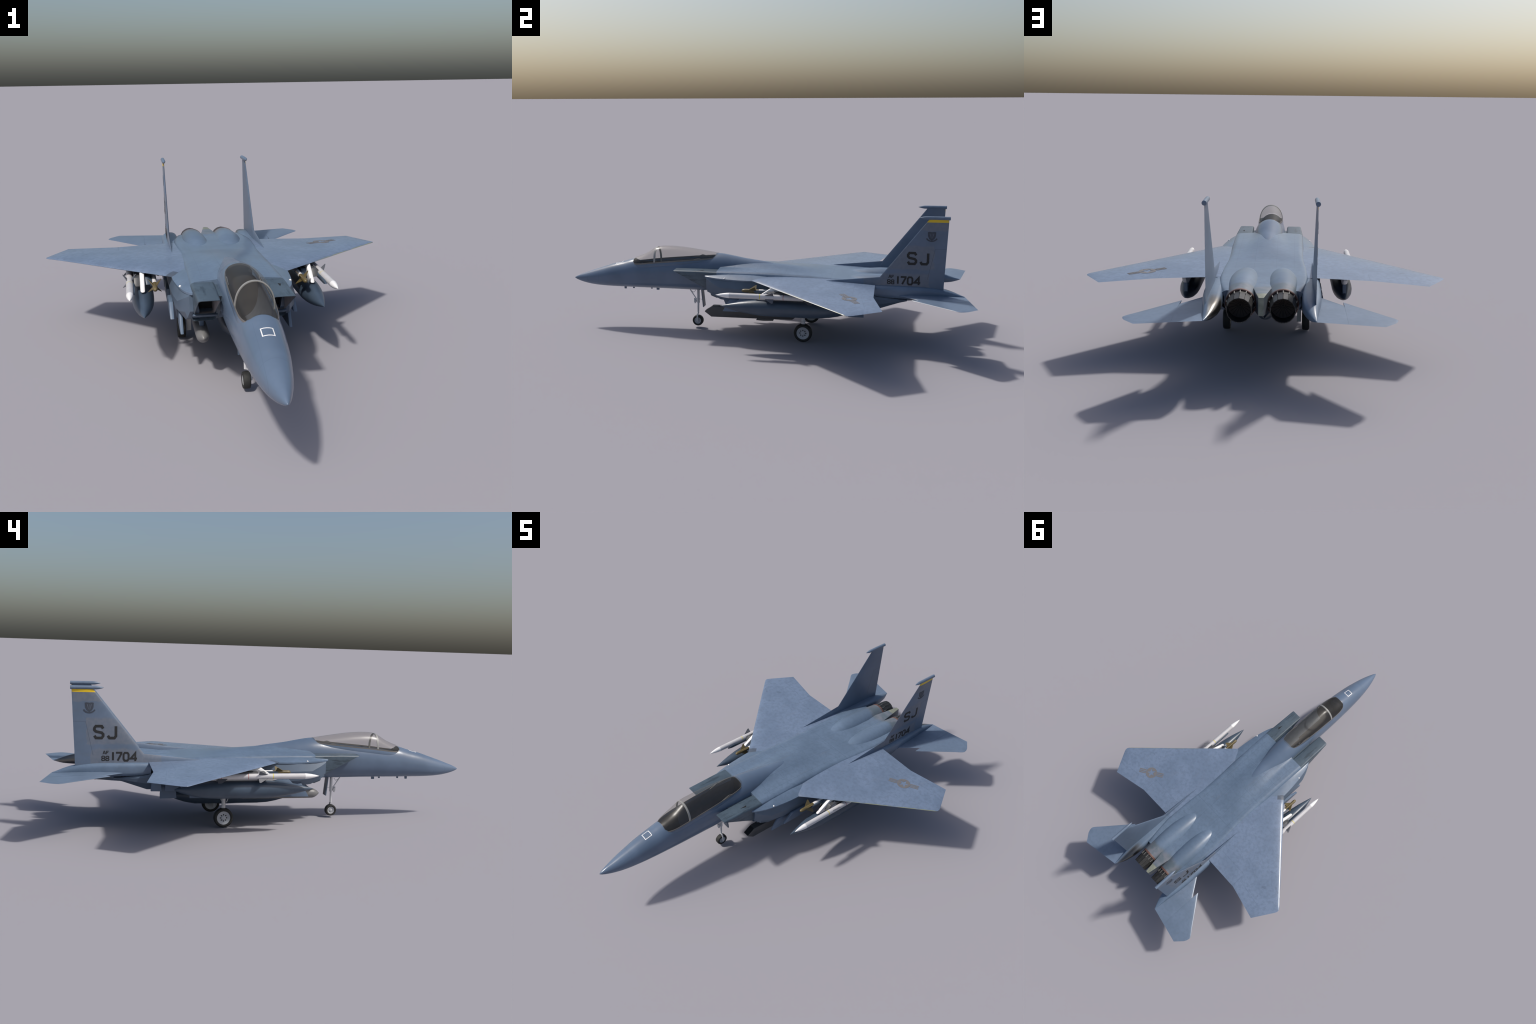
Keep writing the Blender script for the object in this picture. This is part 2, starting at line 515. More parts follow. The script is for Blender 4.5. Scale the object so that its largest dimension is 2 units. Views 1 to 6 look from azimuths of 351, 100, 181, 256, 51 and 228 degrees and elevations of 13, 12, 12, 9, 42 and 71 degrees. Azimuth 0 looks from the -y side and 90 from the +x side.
# -------------------------------------------------------- centre fuselage
# y, deck half width, deck z, crease x, crease z, side x, bottom z
BODY = [(-.240, .1490, .3205, .1525, .305, .1520, .2150), (-.200, .1510, .3215, .1545, .306, .1540, .1980),
        (-.130, .1510, .3215, .1545, .309, .1550, .1850), (0.000, .1485, .3215, .1525, .310, .1560, .1800),
        (.080, .1475, .3200, .1515, .309, .1560, .1790), (.150, .1465, .3175, .1505, .308, .1560, .1780), (.300, .1480, .3120, .1530, .304, .1560, .1780),
        (.420, .1560, .3070, .1630, .301, .1560, .1780), (.550, .1590, .3025, .1690, .298, .1560, .1800),
        (.620, .1540, .3005, .1600, .295, .1500, .1950), (.700, .1420, .2970, .1460, .290, .1380, .2150),
        (.735, .1340, .2945, .1380, .287, .1300, .2260)]

def body_ring(y):
    xd, zd, xc, zc, xs, zb = interp(BODY, y)
    zt = interp(FUS, y)[1] if y < .345 else zd
    amp = max(0.0, zt - .014*(1 - sstep(y, -.20, .13)) - zd)
    sl, xw = interp([(-.24, .004, .072), (-.20, .007, .074), (-.10, .010, .080), (.00, .010, .090), (.15, .008, .104), (.35, .002, .120)], y)
    sl = min(sl, amp)
    hump = []
    for xx in np.linspace(0, xd - .012, 18):
        bump = (1 - (xx/xw)**2)**2 if xx < xw else 0.0
        hump.append((xx, zd + .0006 + sl*(1 - (xx/xd)**2) + (amp - sl)*bump))
    half = hump + [(xd - .008, zd - .0004), (xd - .003, zd - .0022), (xd, zd - .005), (xc, zc),
            (xs, zc - .014), (xs, zb + .035), (xs - .008, zb + .014), (xs - .025, zb + .002), (.09, zb), (.05, zb + .002), (.0, zb + .012)]
    return [(x, y, z) for x, z in half] + [(-x, y, z) for x, z in half[-2:0:-1]]
ysb = list(np.arange(-.207, .736, .0243)) + [.735]
body = loft("centre_fuselage", [body_ring(y) for y in ysb], M_BODY, angle=28)
# ---------------------------------------------------------------- intakes
for s in (1, -1):
    def iring(y, x0, x1, z0, z1, r, rake, ztop):
        # rake: metres of y per metre of z below the lip
        return [(s*x, y + max(0, ztop - z)*rake, z) for x, _, z in rrect(x0, x1, z0, z1, r, 0)]
    rings = [iring(-.205, .076, .153, .192, .3205, .010, .0, .32),
             iring(-.262, .077, .1515, .202, .3215, .010, .25, .32),
             iring(-.330, .078, .1490, .214, .3215, .009, 1.1, .32),
             iring(-.423, .0795, .1470, .226, .3205, .008, 1.93, .32),
             iring(-.4245, .0808, .1458, .2275, .3192, .008, 1.93, .32),
             iring(-.423, .0825, .1440, .229, .3175, .008, 1.93, .32),
             iring(-.330, .084, .1430, .232, .3150, .008, 1.1, .32),
             iring(-.220, .086, .1420, .228, .3080, .008, .08, .32)]
    v, f = bridge(rings, True, False, True)
    nr = len(rings[0])
    fm = []
    for i in range(len(rings)-1):
        fm += [0 if i < 5 else 1]*nr
    fm += [2]
    it = add("air_intake", v, f, [M_INTAKE, M_DUCTSIDE, M_DUCT], face_mat=fm, angle=40)
    # dark splitter gap between fuselage and intake
    prism("splitter_plate", [(-.350, .312), (-.20, .312), (-.19, .205), (-.225, .205)], s*.066, s*.078, M_INTAKE)
    # lower lip ramp
    prism("intake_lower_lip", [(-.258, .226), (-.232, .2125), (-.19, .198), (-.12, .187), (-.10, .21), (-.2, .24)], s*.070, s*.152, M_CFT, bevel=.005)

# ------------------------------------------- shoulder fairing + conformal tank
for s in (1, -1):
    # plan outline of the fairing edge: y, x, z
    edge = [(-.266, .1525, .3025), (-.255, .1600, .3012), (-.235, .1685, .2998), (-.205, .1775, .2982), (-.175, .1840, .2974), (-.149, .1888, .2968),
            (-.100, .1955, .2962), (-.060, .1995, .2965), (-.0205, .2018, .2974), (.06, .2018, .2970)]
    top, low = [], []
    for y, x, z in edge:
        zi = float(interp([(-.266, .3055), (-.20, .3110), (-.12, .3150), (0.0, .3125), (.06, .3080)], y)[0])
        row = []
        for k in range(6):
            t = k/5
            row.append((s*(.148 + (x-.148)*t), y, zi + (z-zi)*t**1.25))
        top.append(row)
        low.append([(a, b, c - .006) for a, b, c in row])
    rings = [r + l[::-1] for r, l in zip(top, low)]
    loft("shoulder_fairing", rings, M_BODY, angle=40)
    lampc = (s*.1825, -.158, .2985)
    rr = [[(lampc[0] + .0045*math.cos(q)*math.sin(2*PI*j/10), lampc[1] + .0045*math.cos(q)*math.cos(2*PI*j/10), lampc[2] + .0045*math.sin(q)) for j in range(10)] for q in (-1.4, -.7, 0, .6, 1.1, 1.5)]
    loft("position_lamp", rr, M_LIGHT, angle=60)

    # conformal tank: faceted nose, straight flank, tapering tail
    def sec(y, xt, zt, xo, zm, xl, zl, xb, zb):
        return [(s*.140, y, zt), (s*xt, y, zt), (s*xo, y, zm), (s*xl, y, zl), (s*xb, y, zb), (s*.130, y, zb)]
    rings = [sec(-.254, .160, .2965, .162, .290, .161, .262, .160, .240),
             sec(-.225, .167, .2965, .178, .276, .174, .232, .166, .212),
             sec(-.180, .178, .2955, .195, .256, .190, .222, .170, .193),
             sec(-.110, .192, .2940, .204, .256, .198, .214, .172, .184),
             sec(.000, .199, .2930, .209, .254, .203, .210, .174, .181),
             sec(.200, .200, .2920, .211, .252, .205, .208, .176, .178),
             sec(.430, .200, .2900, .209, .250, .203, .207, .176, .177),
             sec(.560, .196, .2440, .201, .232, .196, .206, .174, .178),
             sec(.665, .186, .2330, .188, .228, .185, .222, .170, .213),
             sec(.700, .170, .2300, .172, .228, .170, .224, .160, .219)]
    loft("conformal_fuel_tank", rings, M_CFT, angle=18)
    # stub pylons: lower row and outer row
    for y0, y1 in ((-.169, -.035), (.02, .17), (.225, .375), (.432, .5045)):
        front = .045 if y0 < -.1 else .006
        prism("stub_pylon", [(y0, .1385), (y0+front*.8, .200), (y1-.001, .200), (y1, .1385)], s*.1765, s*.187, M_PYL, bevel=.0015)
    for y0, y1 in ((-.116, .03), (.10, .25), (.31, .40), (.425, .487), (.50, .547)):
        front = .062 if y0 < 0 else .006
        prism("stub_pylon", [(y0, .1755), (y0+front*.8, .222), (y1-.004, .222), (y1, .1765)], s*.203, s*.2160, M_PYL, bevel=.0015)

# -------------------------------------------------------------------- wings
# x, leading edge y, trailing edge y, mid z, half thickness
WING = [(.140, -.0205, .5530, .2985, .0125), (.2015, -.0205, .5535, .2972, .0120), (.260, .0394, .5540, .2952, .0112), (.330, .1109, .5548, .2925, .0100), (.3928, .1749, .5553, .2902, .0088),
        (.460, .2436, .5706, .2879, .0074), (.530, .3150, .5866, .2855, .0062), (.590, .3763, .6001, .2833, .0052), (.620, .4069, .5500, .2820, .0043), (.6454, .4328, .5075, .2808, .0034),
        (.6600, .4480, .4830, .2800, .0024), (.6655, .4575, .4700, .2798, .0012)]
def airfoil(n=14):
    t = [0.5*(1-math.cos(PI*k/n)) for k in range(n+1)]
    h = [2.6*(.2969*math.sqrt(u) - .126*u - .3516*u*u + .2843*u**3 - .1036*u**4) if u > 0 else 0 for u in t]
    return list(zip(t, [q/.5*.96 if 0 else q*1.9 for q in h]))
AF = airfoil()
hmax = max(h for _, h in AF)
AF = [(t, h/hmax) for t, h in AF]
def foil_ring_x(x, le, te, zm, th):
    up = [(x, le + (te-le)*t, zm + th*h) for t, h in AF]
    dn = [(x, le + (te-le)*t, zm - th*.8*h) for t, h in AF[1:-1]]
    return up + dn[::-1]
wings = {}
for s in (1, -1):
    rings = []
    for i in range(len(WING)-1):
        for q in ((0, .5) if i < 8 else (0,)):
            a = np.array(WING[i])*(1-q) + np.array(WING[i+1])*q
            rings.append(foil_ring_x(*a))
    rings.append(foil_ring_x(*WING[-1]))
    rings = [[(s*p[0], p[1], p[2]) for p in r] for r in rings]
    wings[s] = loft("wing", rings, M_WING, angle=50)

# -------------------------------------------------------------------- fins
for s in (1, -1):
    # z, leading y, trailing y, half thickness
    FIN = [(.270, .520, .862, .0062), (.300, .5480, .8620, .0062), (.3336, .5736, .8632, .0060), (.40, .6256, .8660, .0054), (.47, .6804, .8689, .0047),
           (.54, .7352, .8718, .0040), (.5918, .7758, .8739, .0035), (.608, .7885, .8746, .0034)]
    rings = []
    for z, le, te, th in FIN:
        up = [(.179 + th*h, le + (te-le)*t, z) for t, h in AF]
        dn = [(.179 - th*h, le + (te-le)*t, z) for t, h in AF[1:-1]]
        rings.append([(s*x, y, zz) for x, y, zz in up + dn[::-1]])
    fin = loft("vertical_fin", rings, M_FIN, angle=50)
    # dorsal strake running forward from the fin root
    ST = [(.288, .0006, .3030), (.34, .0022, .3085), (.42, .0036, .3172), (.50, .0042, .3258), (.5736, .0030, .3336), (.585, .0024, .3336)]
    rings = []
    for y, w, zt in ST:
        rings.append([(s*(.180 + dx), y, z) for dx, z in ((-w*1.5, .290), (-w*1.1, zt - (zt-.295)*.55), (-w*.45, zt - .002), (0, zt), (w*.45, zt-.002), (w*1.1, zt-(zt-.295)*.55), (w*1.5, .290))])
    loft("fin_root_strake", rings, M_FIN, parent=fin, angle=45)
    lathe("fin_tip_pod", s*.1787, .6122, [(.7424, .0004), (.748, .0025), (.756, .0048), (.765, .0068), (.772, .0077), (.782, .0080), (.8795, .0080), (.8800, .0072)], M_TANK if 0 else M_STAB, 20, parent=fin)

# ----------------------------------------------------------------- booms
    BOOM = [(.545, .140, .2010, .2450, .2965), (.60, .136, .2025, .2390, .2968), (.66, .135, .2025, .2370, .2965), (.74, .134, .2010, .2365, .2955), (.79, .1335, .1975, .2370, .2930),
            (.83, .1345, .1925, .2380, .2890), (.868, .1400, .1880, .2390, .2835), (.91, .1515, .1840, .2420, .2715), (.935, .1635, .1815, .2465, .2620), (.956, .1755, .1795, .2525, .2555)]
    rings = []
    for y in list(np.linspace(.545, .956, 30)):
        x0, x1, z0, z1 = interp(BOOM, y)
        r = min(.018, (z1-z0)*.42, (x1-x0)*.42)
        rings.append([(s*a, b, c) for a, b, c in rrect(x0, x1, z0, z1, r, y, 4)])
    loft("tail_boom", rings, M_BOOM, angle=45)

    # -------------------------------------------------- horizontal stabilators
    STAB = [(.1800, .6420, .9592, .2530, .0060), (.2000, .6590, .9630, .2530, .0058), (.2760, .7620, .9780, .2529, .0046), (.2765, .7610, .9780, .2529, .0046)]
    r1 = [foil_ring_x(.176, .655, .9590, .2533, .0062), foil_ring_x(.2000, .6600, .9632, .2532, .0060), foil_ring_x(.2760, .7630, .9775, .2530, .0046)]
    r2 = [foil_ring_x(.2763, .7195, .9775, .2530, .0046), foil_ring_x(.34, .7985, .9895, .2529, .0036), foil_ring_x(.388, .8585, .9988, .2528, .0028),
          foil_ring_x(.4085, .8840, .9755, .2527, .0024), foil_ring_x(.4260, .9045, .9555, .2526, .0019), foil_ring_x(.4330, .9150, .9400, .2526, .0012), foil_ring_x(.4358, .9230, .9270, .2526, .0006)]
    st = loft("stabilator", [[(s*a, b, c) for a, b, c in r] for r in r1], M_STAB, angle=50)
    loft("stabilator_panel", [[(s*a, b, c) for a, b, c in r] for r in r2], M_STAB, parent=st, angle=50)

    # --------------------------------------------------------------- engines
    cx, cz = s*.0714, .2595
    NAC = [(.395, .050, .3000), (.43, .056, .3070), (.47, .060, .3140), (.52, .063, .3200), (.58, .0645, .3235), (.64, .063, .3225), (.70, .059, .3185), (.745, .0550, .3145), (.774, .0528, .3120)]
    rings = []
    for y in np.linspace(.395, .774, 28):
        r, zt = interp(NAC, y)
        c = zt - r
        rings.append([(cx*(.93 if y < .42 else .93 + .07*min(1, (y-.42)/.2)) + r*math.sin(2*PI*j/40), y, c + r*math.cos(2*PI*j/40)) for j in range(40)])
    loft("engine_nacelle", rings, M_NAC, angle=60)
    ring = lathe("heat_ring", cx, cz, [(.772, .0475), (.772, .0532), (.775, .0537), (.782, .0528), (.784, .0505), (.783, .0475), (.778, .0468)], M_COPPER, 40, caps=False)
    # petals of the nozzle, each a flat plate
    NP = 15
    noz = lathe("exhaust_nozzle", cx, cz, [(.775, .0462), (.800, .0440), (.830, .0425), (.8560, .0402), (.8565, .0395), (.830, .0405), (.79, .041), (.770, .041)], M_HOLE, NP, caps=False, angle=20)
    for k in range(NP):
        a0, a1 = 2*PI*(k+.04)/NP, 2*PI*(k+.96)/NP
        am = (a0+a1)/2
        prof = [(.779, .0478), (.800, .0462), (.830, .0446), (.8585, .0420)]
        vv = []
        for y, r in prof:
            for a in (a0, a1):
                vv.append((cx + r*math.sin(a), y, cz + r*math.cos(a)))
            for a in (a1, a0):
                vv.append((cx + (r-.0022)*math.sin(a), y, cz + (r-.0022)*math.cos(a)))
        ff = [(0, 1, 2, 3), (12, 13, 14, 15)]
        for i in range(3):
            for j in range(4):
                ff.append((4*i+j, 4*i+(j+1) % 4, 4*i+4+(j+1) % 4, 4*i+4+j))
        add("nozzle_petal", vv, ff, M_NOZ2 if k % 2 else M_NOZ, parent=noz, angle=30)
        r0 = .0502
        tube("actuator_rod", [(cx + r0*math.sin(a1+.02), .776, cz + r0*math.cos(a1+.02)), (cx + .0470*math.sin(a1+.02), .806, cz + .0470*math.cos(a1+.02))], .0016, M_ROD, parent=noz, n=6)
    # flame holder: shallow cone with radial ribs and a hole in the middle
    fh = lathe("flame_holder", cx, cz, [(.800, .0405), (.795, .030), (.791, .018), (.789, .0035)], M_FLAME, 36, caps=False)
    lathe("flame_holder_hub", cx, cz, [(.7895, .0001), (.7895, .0036), (.780, .0036)], M_HOLE, 16, parent=fh, caps=False)
    for k in range(18):
        a = 2*PI*k/18
        tube("flame_holder_rib", [(cx + .006*math.sin(a), .7905, cz + .006*math.cos(a)), (cx + .020*math.sin(a), .7925, cz + .020*math.cos(a)), (cx + .038*math.sin(a), .8000, cz + .038*math.cos(a))], .0006, M_HOLE, parent=fh, n=5)

# tail stinger between the engines
rings = []
for y, w, zt, zb, in ((.66, .036, .2995, .215), (.71, .034, .3005, .222), (.735, .028, .3015, .227), (.80, .0175, .3025, .234), (.853, .0093, .3030, .2410), (.856, .0088, .3025, .2415)):
    rings.append([(w, y, zt-.001), (w*.9, y, zt), (-w*.9, y, zt), (-w, y, zt-.001), (-w, y, zb), (w, y, zb)])
v, f = bridge(rings)
fm = []
for i in range(5):
    fm += [1 if i >= 3 and j in (0, 1, 2) else 0 for j in range(6)]
fm += [0, 1]
add("tail_stinger", v, f, [M_NAC, M_OLIVE], face_mat=fm, angle=25)

# ---------------------------------------------------- centreline drop tank
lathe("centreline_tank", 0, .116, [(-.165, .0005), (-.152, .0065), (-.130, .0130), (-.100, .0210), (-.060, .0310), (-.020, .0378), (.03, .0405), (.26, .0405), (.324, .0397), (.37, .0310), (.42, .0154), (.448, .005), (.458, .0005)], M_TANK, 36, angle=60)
prism("centreline_pylon", [(-.10, .195), (-.07, .15), (.32, .15), (.36, .195)], -.012, .012, M_TANK, bevel=.002)

# ------------------------------------------------------------ sensor pods
# port: boxy pod with wedge nose
bp = prism("targeting_pod", [(-.2735, .1170), (-.2320, .1460), (-.205, .1460), (-.17, .1440), (.16, .1400), (.20, .125), (.16, .0945), (.06, .0930), (-.2400, .0920)], .097, .130, M_PODDARK, bevel=.0015)
prism("sensor_window", [(-.2722, .1195), (-.2345, .1458), (-.2328, .1442), (-.2705, .1180)], .0985, .1285, M_LENS, parent=bp)
prism("pod_pylon", [(-.19, .205), (-.165, .143), (.09, .143), (.12, .205)], .107, .120, M_PYL, bevel=.0015)
prism("pod_underside_sensor", [(-.018, .0835), (-.012, .0945), (.066, .0945), (.066, .0835), (.02, .0815)], .104, .124, M_PODDARK, parent=bp)
# starboard: round pod
rp = lathe("navigation_pod", -.117, .1410, [(-.2405, .0006), (-.234, .0075), (-.226, .0140), (-.2150, .0200), (-.205, .0220), (-.19, .0225), (.12, .0225), (.15, .0195), (.18, .010), (.19, .001)], M_POD, 32, angle=60)
prism("pod_pylon", [(-.185, .205), (-.165, .158), (.08, .158), (.11, .205)], -.1235, -.1105, M_PYL, bevel=.0015)

# ------------------------------------------------------- wing stores per side
def missile_fin(name, parent, cx, cz, ang, r0, r1, prof, mat, th=.0011):
    """Flat swept fin: prof = (y root front, y root rear, y tip front, y tip rear)."""
    a, b, c, d = prof
    dx, dz = math.sin(ang), math.cos(ang)
    nx, nz = dz, -dx
    v = []
    for q in (-th, th):
        for y, r, k in ((a, r0, 1), (c, r1, .4), (d, r1, .4), (b, r0, 1)):
            v.append((cx + dx*r + nx*q*k, y, cz + dz*r + nz*q*k))
    f = [(0, 1, 2, 3), (4, 5, 6, 7), (0, 1, 5, 4), (1, 2, 6, 5), (2, 3, 7, 6), (3, 0, 4, 7)]
    return add(name, v, f, mat, parent=parent, flat=True)

for s in (1, -1):
    cx = s*.301
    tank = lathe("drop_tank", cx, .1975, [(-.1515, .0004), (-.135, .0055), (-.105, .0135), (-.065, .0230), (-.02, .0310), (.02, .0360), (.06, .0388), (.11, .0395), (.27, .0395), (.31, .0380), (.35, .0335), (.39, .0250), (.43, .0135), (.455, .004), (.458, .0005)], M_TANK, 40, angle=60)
    # light-coloured wing pylon with swept rounded nose
    pts = [(.010, .239), (.090, .294), (.455, .292), (.475, .270), (.46, .253), (.40, .236), (.035, .233)]
    py = prism("wing_pylon", pts, cx - .0085, cx + .0085, M_WHITE, bevel=.006)
    prism("tank_adapter", [(.34, .20), (.34, .245), (.43, .245), (.43, .203)], cx - .0065, cx + .0065, M_PYL, parent=py, bevel=.001)
    # launcher rails on both flanks of the pylon
    prism("launcher_adapter", [(.055, .250), (.075, .278), (.25, .280), (.27, .262), (.25, .252)], cx + s*.008, cx + s*.030, M_PODDARK, parent=py, bevel=.002)
    prism("launcher_rail", [(-.055, .2500), (-.035, .2600), (.27, .2620), (.29, .2550), (.27, .2465), (-.030, .2450)], cx + s*.0275, cx + s*.0345, M_TANK, parent=py, bevel=.001)
    prism("launcher_adapter", [(.065, .252), (.085, .276), (.215, .278), (.23, .266), (.215, .254)], cx - s*.028, cx - s*.008, M_TANK, parent=py, bevel=.002)
    prism("launcher_rail", [(.000, .2655), (.012, .2700), (.235, .2720), (.245, .2660), (.235, .2580), (.010, .2570)], cx - s*.034, cx - s*.0275, M_TANK, parent=py, bevel=.001)

    # long radar missile outboard
    mx, mz = s*.3455, .2605
    R = .0123
    prof = [(-.1622, .0003), (-.152, .0034), (-.140, .0066), (-.125, .0095), (-.110, .0114), (-.0985, R), (-.0975, R), (.043, R), (.0462, R), (.151, R), (.1532, R), (.2675, R), (.27, R), (.290, .0118), (.292, .009)]
    ms = lathe("radar_missile", mx, mz, prof, [M_MISS, M_WHITE, M_YELLOW, M_RED], 24,
               bands=[(-1, -.0978, 1), (.043, .0462, 2), (.151, .1532, 3), (.2675, .27, 3)], angle=50)
    for k in range(4):
        a = PI/4 + k*PI/2
        missile_fin("missile_wing", ms, mx, mz, a, .011, .033, (.066, .108, .100, .107), M_FIN_GREY)
        missile_fin("missile_tail_fin", ms, mx, mz, a, .011, .034, (.240, .284, .268, .284), M_FIN_GREY)

    # short heat-seeking missile inboard
    wx, wz = s*.2595, .2640
    r = .0086
    prof = [(-.0585, .0006), (-.0565, .0046), (-.0525, .0070), (-.047, .0083), (-.040, r), (.0240, r), (.0246, r), (.085, r), (.090, r), (.236, r), (.238, .006)]
    hs = lathe("heat_seeking_missile", wx, wz, prof, [M_WHITE, M_BROWN, M_FIN_GREY], 20, bands=[(-1, .0243, 1), (.085, .090, 2)], angle=50)
    for k in range(4):
        a = PI/4 + k*PI/2
        missile_fin("missile_canard", hs, wx, wz, a, .007, .0320, (-.026, .010, .004, .009), M_BROWN, .0013)
        missile_fin("missile_tail_fin", hs, wx, wz, a, .007, .0300, (.185, .234, .222, .236), M_WHITE, .0012)

# ------------------------------------------------------------- landing gear
def wheel(parent, cx, cy, r, w, rim, holes, hole_ring, hole_r, side_faces, cz=None):
    cz = r if cz is None else cz
    prof = [(-w*.40, rim), (-w*.47, rim+.25*(r-rim)), (-w*.5, rim+.55*(r-rim)), (-w*.44, rim+.85*(r-rim)), (-w*.30, r*.992), (0, r), (w*.30, r*.992), (w*.44, rim+.85*(r-rim)), (w*.5, rim+.55*(r-rim)), (w*.47, rim+.25*(r-rim)), (w*.40, rim)]
    n = 40
    def rev(profile, m, name, caps):
        rings = [[(cx + x, cy + q*math.sin(2*PI*j/n), cz + q*math.cos(2*PI*j/n)) for j in range(n)] for x, q in profile]
        v, f = bridge(rings, True, caps, caps)
        return add(name, v, f, m, parent=parent, angle=50)
    rev(prof, M_TYRE, "tyre", False)
    rev([(-w*.40, rim*1.01), (-w*.36, rim*.96), (-w*.36, rim*.80), (-w*.30, rim*.74), (-w*.30, rim*.36), (-w*.40, rim*.30), (-w*.42, .0004), (w*.42, .0004), (w*.40, rim*.30), (w*.30, rim*.36), (w*.30, rim*.74), (w*.36, rim*.80), (w*.36, rim*.96), (w*.40, rim*1.01)], M_HUB, "wheel_hub", False)
    for sd in side_faces:
        for k in range(holes):
            a = 2*PI*k/holes
            hy, hz = cy + hole_ring*math.sin(a), cz + hole_ring*math.cos(a)
            rings = [[(cx + sd*x, hy + hole_r*math.sin(2*PI*j/10), hz + hole_r*math.cos(2*PI*j/10)) for j in range(10)] for x in (w*.25, w*.31)]
            v, f = bridge(rings)
            add("hub_hole", v, f, M_HOLE, parent=parent)

for s in (1, -1):
    strut = tube("main_landing_gear", [(s*.158, .218, .055), (s*.158, .218, .100), (s*.158, .218, .101), (s*.157, .218, .200)], [.0095, .0095, .0082, .0082], M_STRUT, n=16)
    wheel(strut, s*.1615, .218, .0437, .030, .030, 8, .0142, .0029, (s,))
    tube("torque_link", [(s*.158, .212, .150), (s*.158, .192, .141), (s*.158, .204, .112)], .0018, M_STRUT, parent=strut, n=6)
    tube("drag_brace", [(s*.150, .222, .115), (s*.125, .26, .190)], .003, M_STRUT, parent=strut, n=8)
    prism("gear_door", [(.2050, .185), (.2050, .030), (.2085, .030), (.2085, .185)], s*.1255, s*.1425, M_STRUT, parent=strut)

ng = tube("nose_landing_gear", [(.0, -.3385, .200), (.0, -.3395, .125), (.0, -.3397, .124), (.0, -.3413, .070)], [.0068, .0068, .0048, .0048], M_STRUT, n=16)
wheel(ng, .0018, -.342, .0276, .025, .0168, 10, .0105, .0013, (1, -1), .0335)
tube("gear_fork", [(.0, -.3413, .073), (.012, -.3415, .066), (.0180, -.342, .050), (.0180, -.342, .032)], [.0046, .004, .0034, .004], M_STRUT, parent=ng, n=10)
tube("drag_brace", [(.0, -.385, .198), (.0, -.348, .142)], .0026, M_STRUT, parent=ng, n=8)
tube("brace_link", [(.0, -.376, .186), (.0, -.362, .178), (.0, -.352, .190)], .0014, M_STRUT, parent=ng, n=6)
prism("taxi_light", [(-.3605, .148), (-.350, .141), (-.348, .130), (-.356, .120), (-.361, .130)], -.006, .006, M_STRUT, parent=ng, bevel=.001)
tube("hydraulic_line", [(.0, -.336, .146), (.0, -.326, .143), (.0, -.318, .144)], .0008, M_STRUT, parent=ng, n=6)
prism("gear_door", [(-.3195, .200), (-.3145, .200), (-.3060, .1085), (-.3110, .1065)], -.0188, .0188, M_CFT, parent=ng)

# ----------------------------------------------------------------- markings
def bvh(ob):
    me = ob.data
    return BVHTree.FromPolygons([v.co.copy() for v in me.vertices], [tuple(p.vertices) for p in me.polygons])

def ribbon(path, w, closed=False):
    """Mitred flat strip round a polyline -> (left, right) point lists."""
    P = [Vector(p) for p in path]
    n = len(P)
    L, R = [], []
    for i in range(n):
        a = P[i-1] if (i > 0 or closed) else None
        b = P[(i+1) % n] if (i < n-1 or closed) else None
        d1 = (P[i]-a).normalized() if a is not None else (b-P[i]).normalized()
        d2 = (b-P[i]).normalized() if b is not None else d1
        n1, n2 = Vector((-d1.y, d1.x)), Vector((-d2.y, d2.x))
        mm = (n1+n2).normalized()
        k = w/2/max(.35, mm.dot(n1))
        L.append(P[i] + mm*k)
        R.append(P[i] - mm*k)
    return L, R

def decal(name, quads, place, mat, th=.0006, parent=None):
    """quads: 2-D polygons; place(u, v, h) -> 3-D point at height h off the skin."""
    v, f = [], []
    for q in quads:
        n = len(q)
        o = len(v)
        v += [place(p[0], p[1], th) for p in q] + [place(p[0], p[1], -.0008) for p in q]
        f.append(tuple(range(o, o+n)))
        f += [(o+j, o+(j+1) % n, o+n+(j+1) % n, o+n+j) for j in range(n)]
    return add(name, v, f, mat, parent=parent, flat=True)

def strip_quads(path, w, closed=False, sub=1):
    path = [tuple(p) for p in path]
    if sub > 1:
        m = len(path) if closed else len(path)-1
        new = []
        for i in range(m):
            a, b = path[i], path[(i+1) % len(path)]
            new += [(a[0]+(b[0]-a[0])*k/sub, a[1]+(b[1]-a[1])*k/sub) for k in range(sub)]
        if not closed:
            new.append(path[-1])
        path = new
    L, R = ribbon(path, w, closed)
    n = len(L)
    return [[L[i], L[(i+1) % n], R[(i+1) % n], R[i]] for i in range(n if closed else n-1)]

GLYPH = {  # strokes in a unit cell (u 0..1 across, v 0..1 up)
    'S': [[(.95, .80), (.80, 1), (.20, 1), (.05, .83), (.05, .68), (.20, .55), (.80, .45), (.95, .32), (.95, .17), (.80, 0), (.20, 0), (.05, .20)]],
    'J': [[(.92, 1), (.92, .16), (.76, 0), (.22, 0), (.05, .20)]],
    '1': [[(.5, 1.02), (.5, -.02)]],
    '7': [[(.0, .98), (.95, .98), (.95, .86), (.30, -.03)]],
    '0': [[(.25, 1), (.75, 1), (.95, .80), (.95, .20), (.75, 0), (.25, 0), (.05, .20), (.05, .80)], 'c'],
    '4': [[(.78, -.02), (.78, 1), (.05, .30), (1.05, .30)]],
    '8': [[(.25, 1), (.75, 1), (.92, .88), (.92, .66), (.70, .53), (.30, .53), (.08, .66), (.08, .88)], 'c', [(.28, .47), (.72, .47), (.95, .32), (.95, .12), (.75, 0), (.25, 0), (.05, .12), (.05, .32)], 'c'],
    'A': [[(.0, -.02), (.38, 1), (.62, 1), (1, -.02)], [(.26, .33), (.74, .33)]],
    'F': [[(.08, -.02), (.08, .98), (1, .98)], [(.2, .52), (.8, .52)]],
}
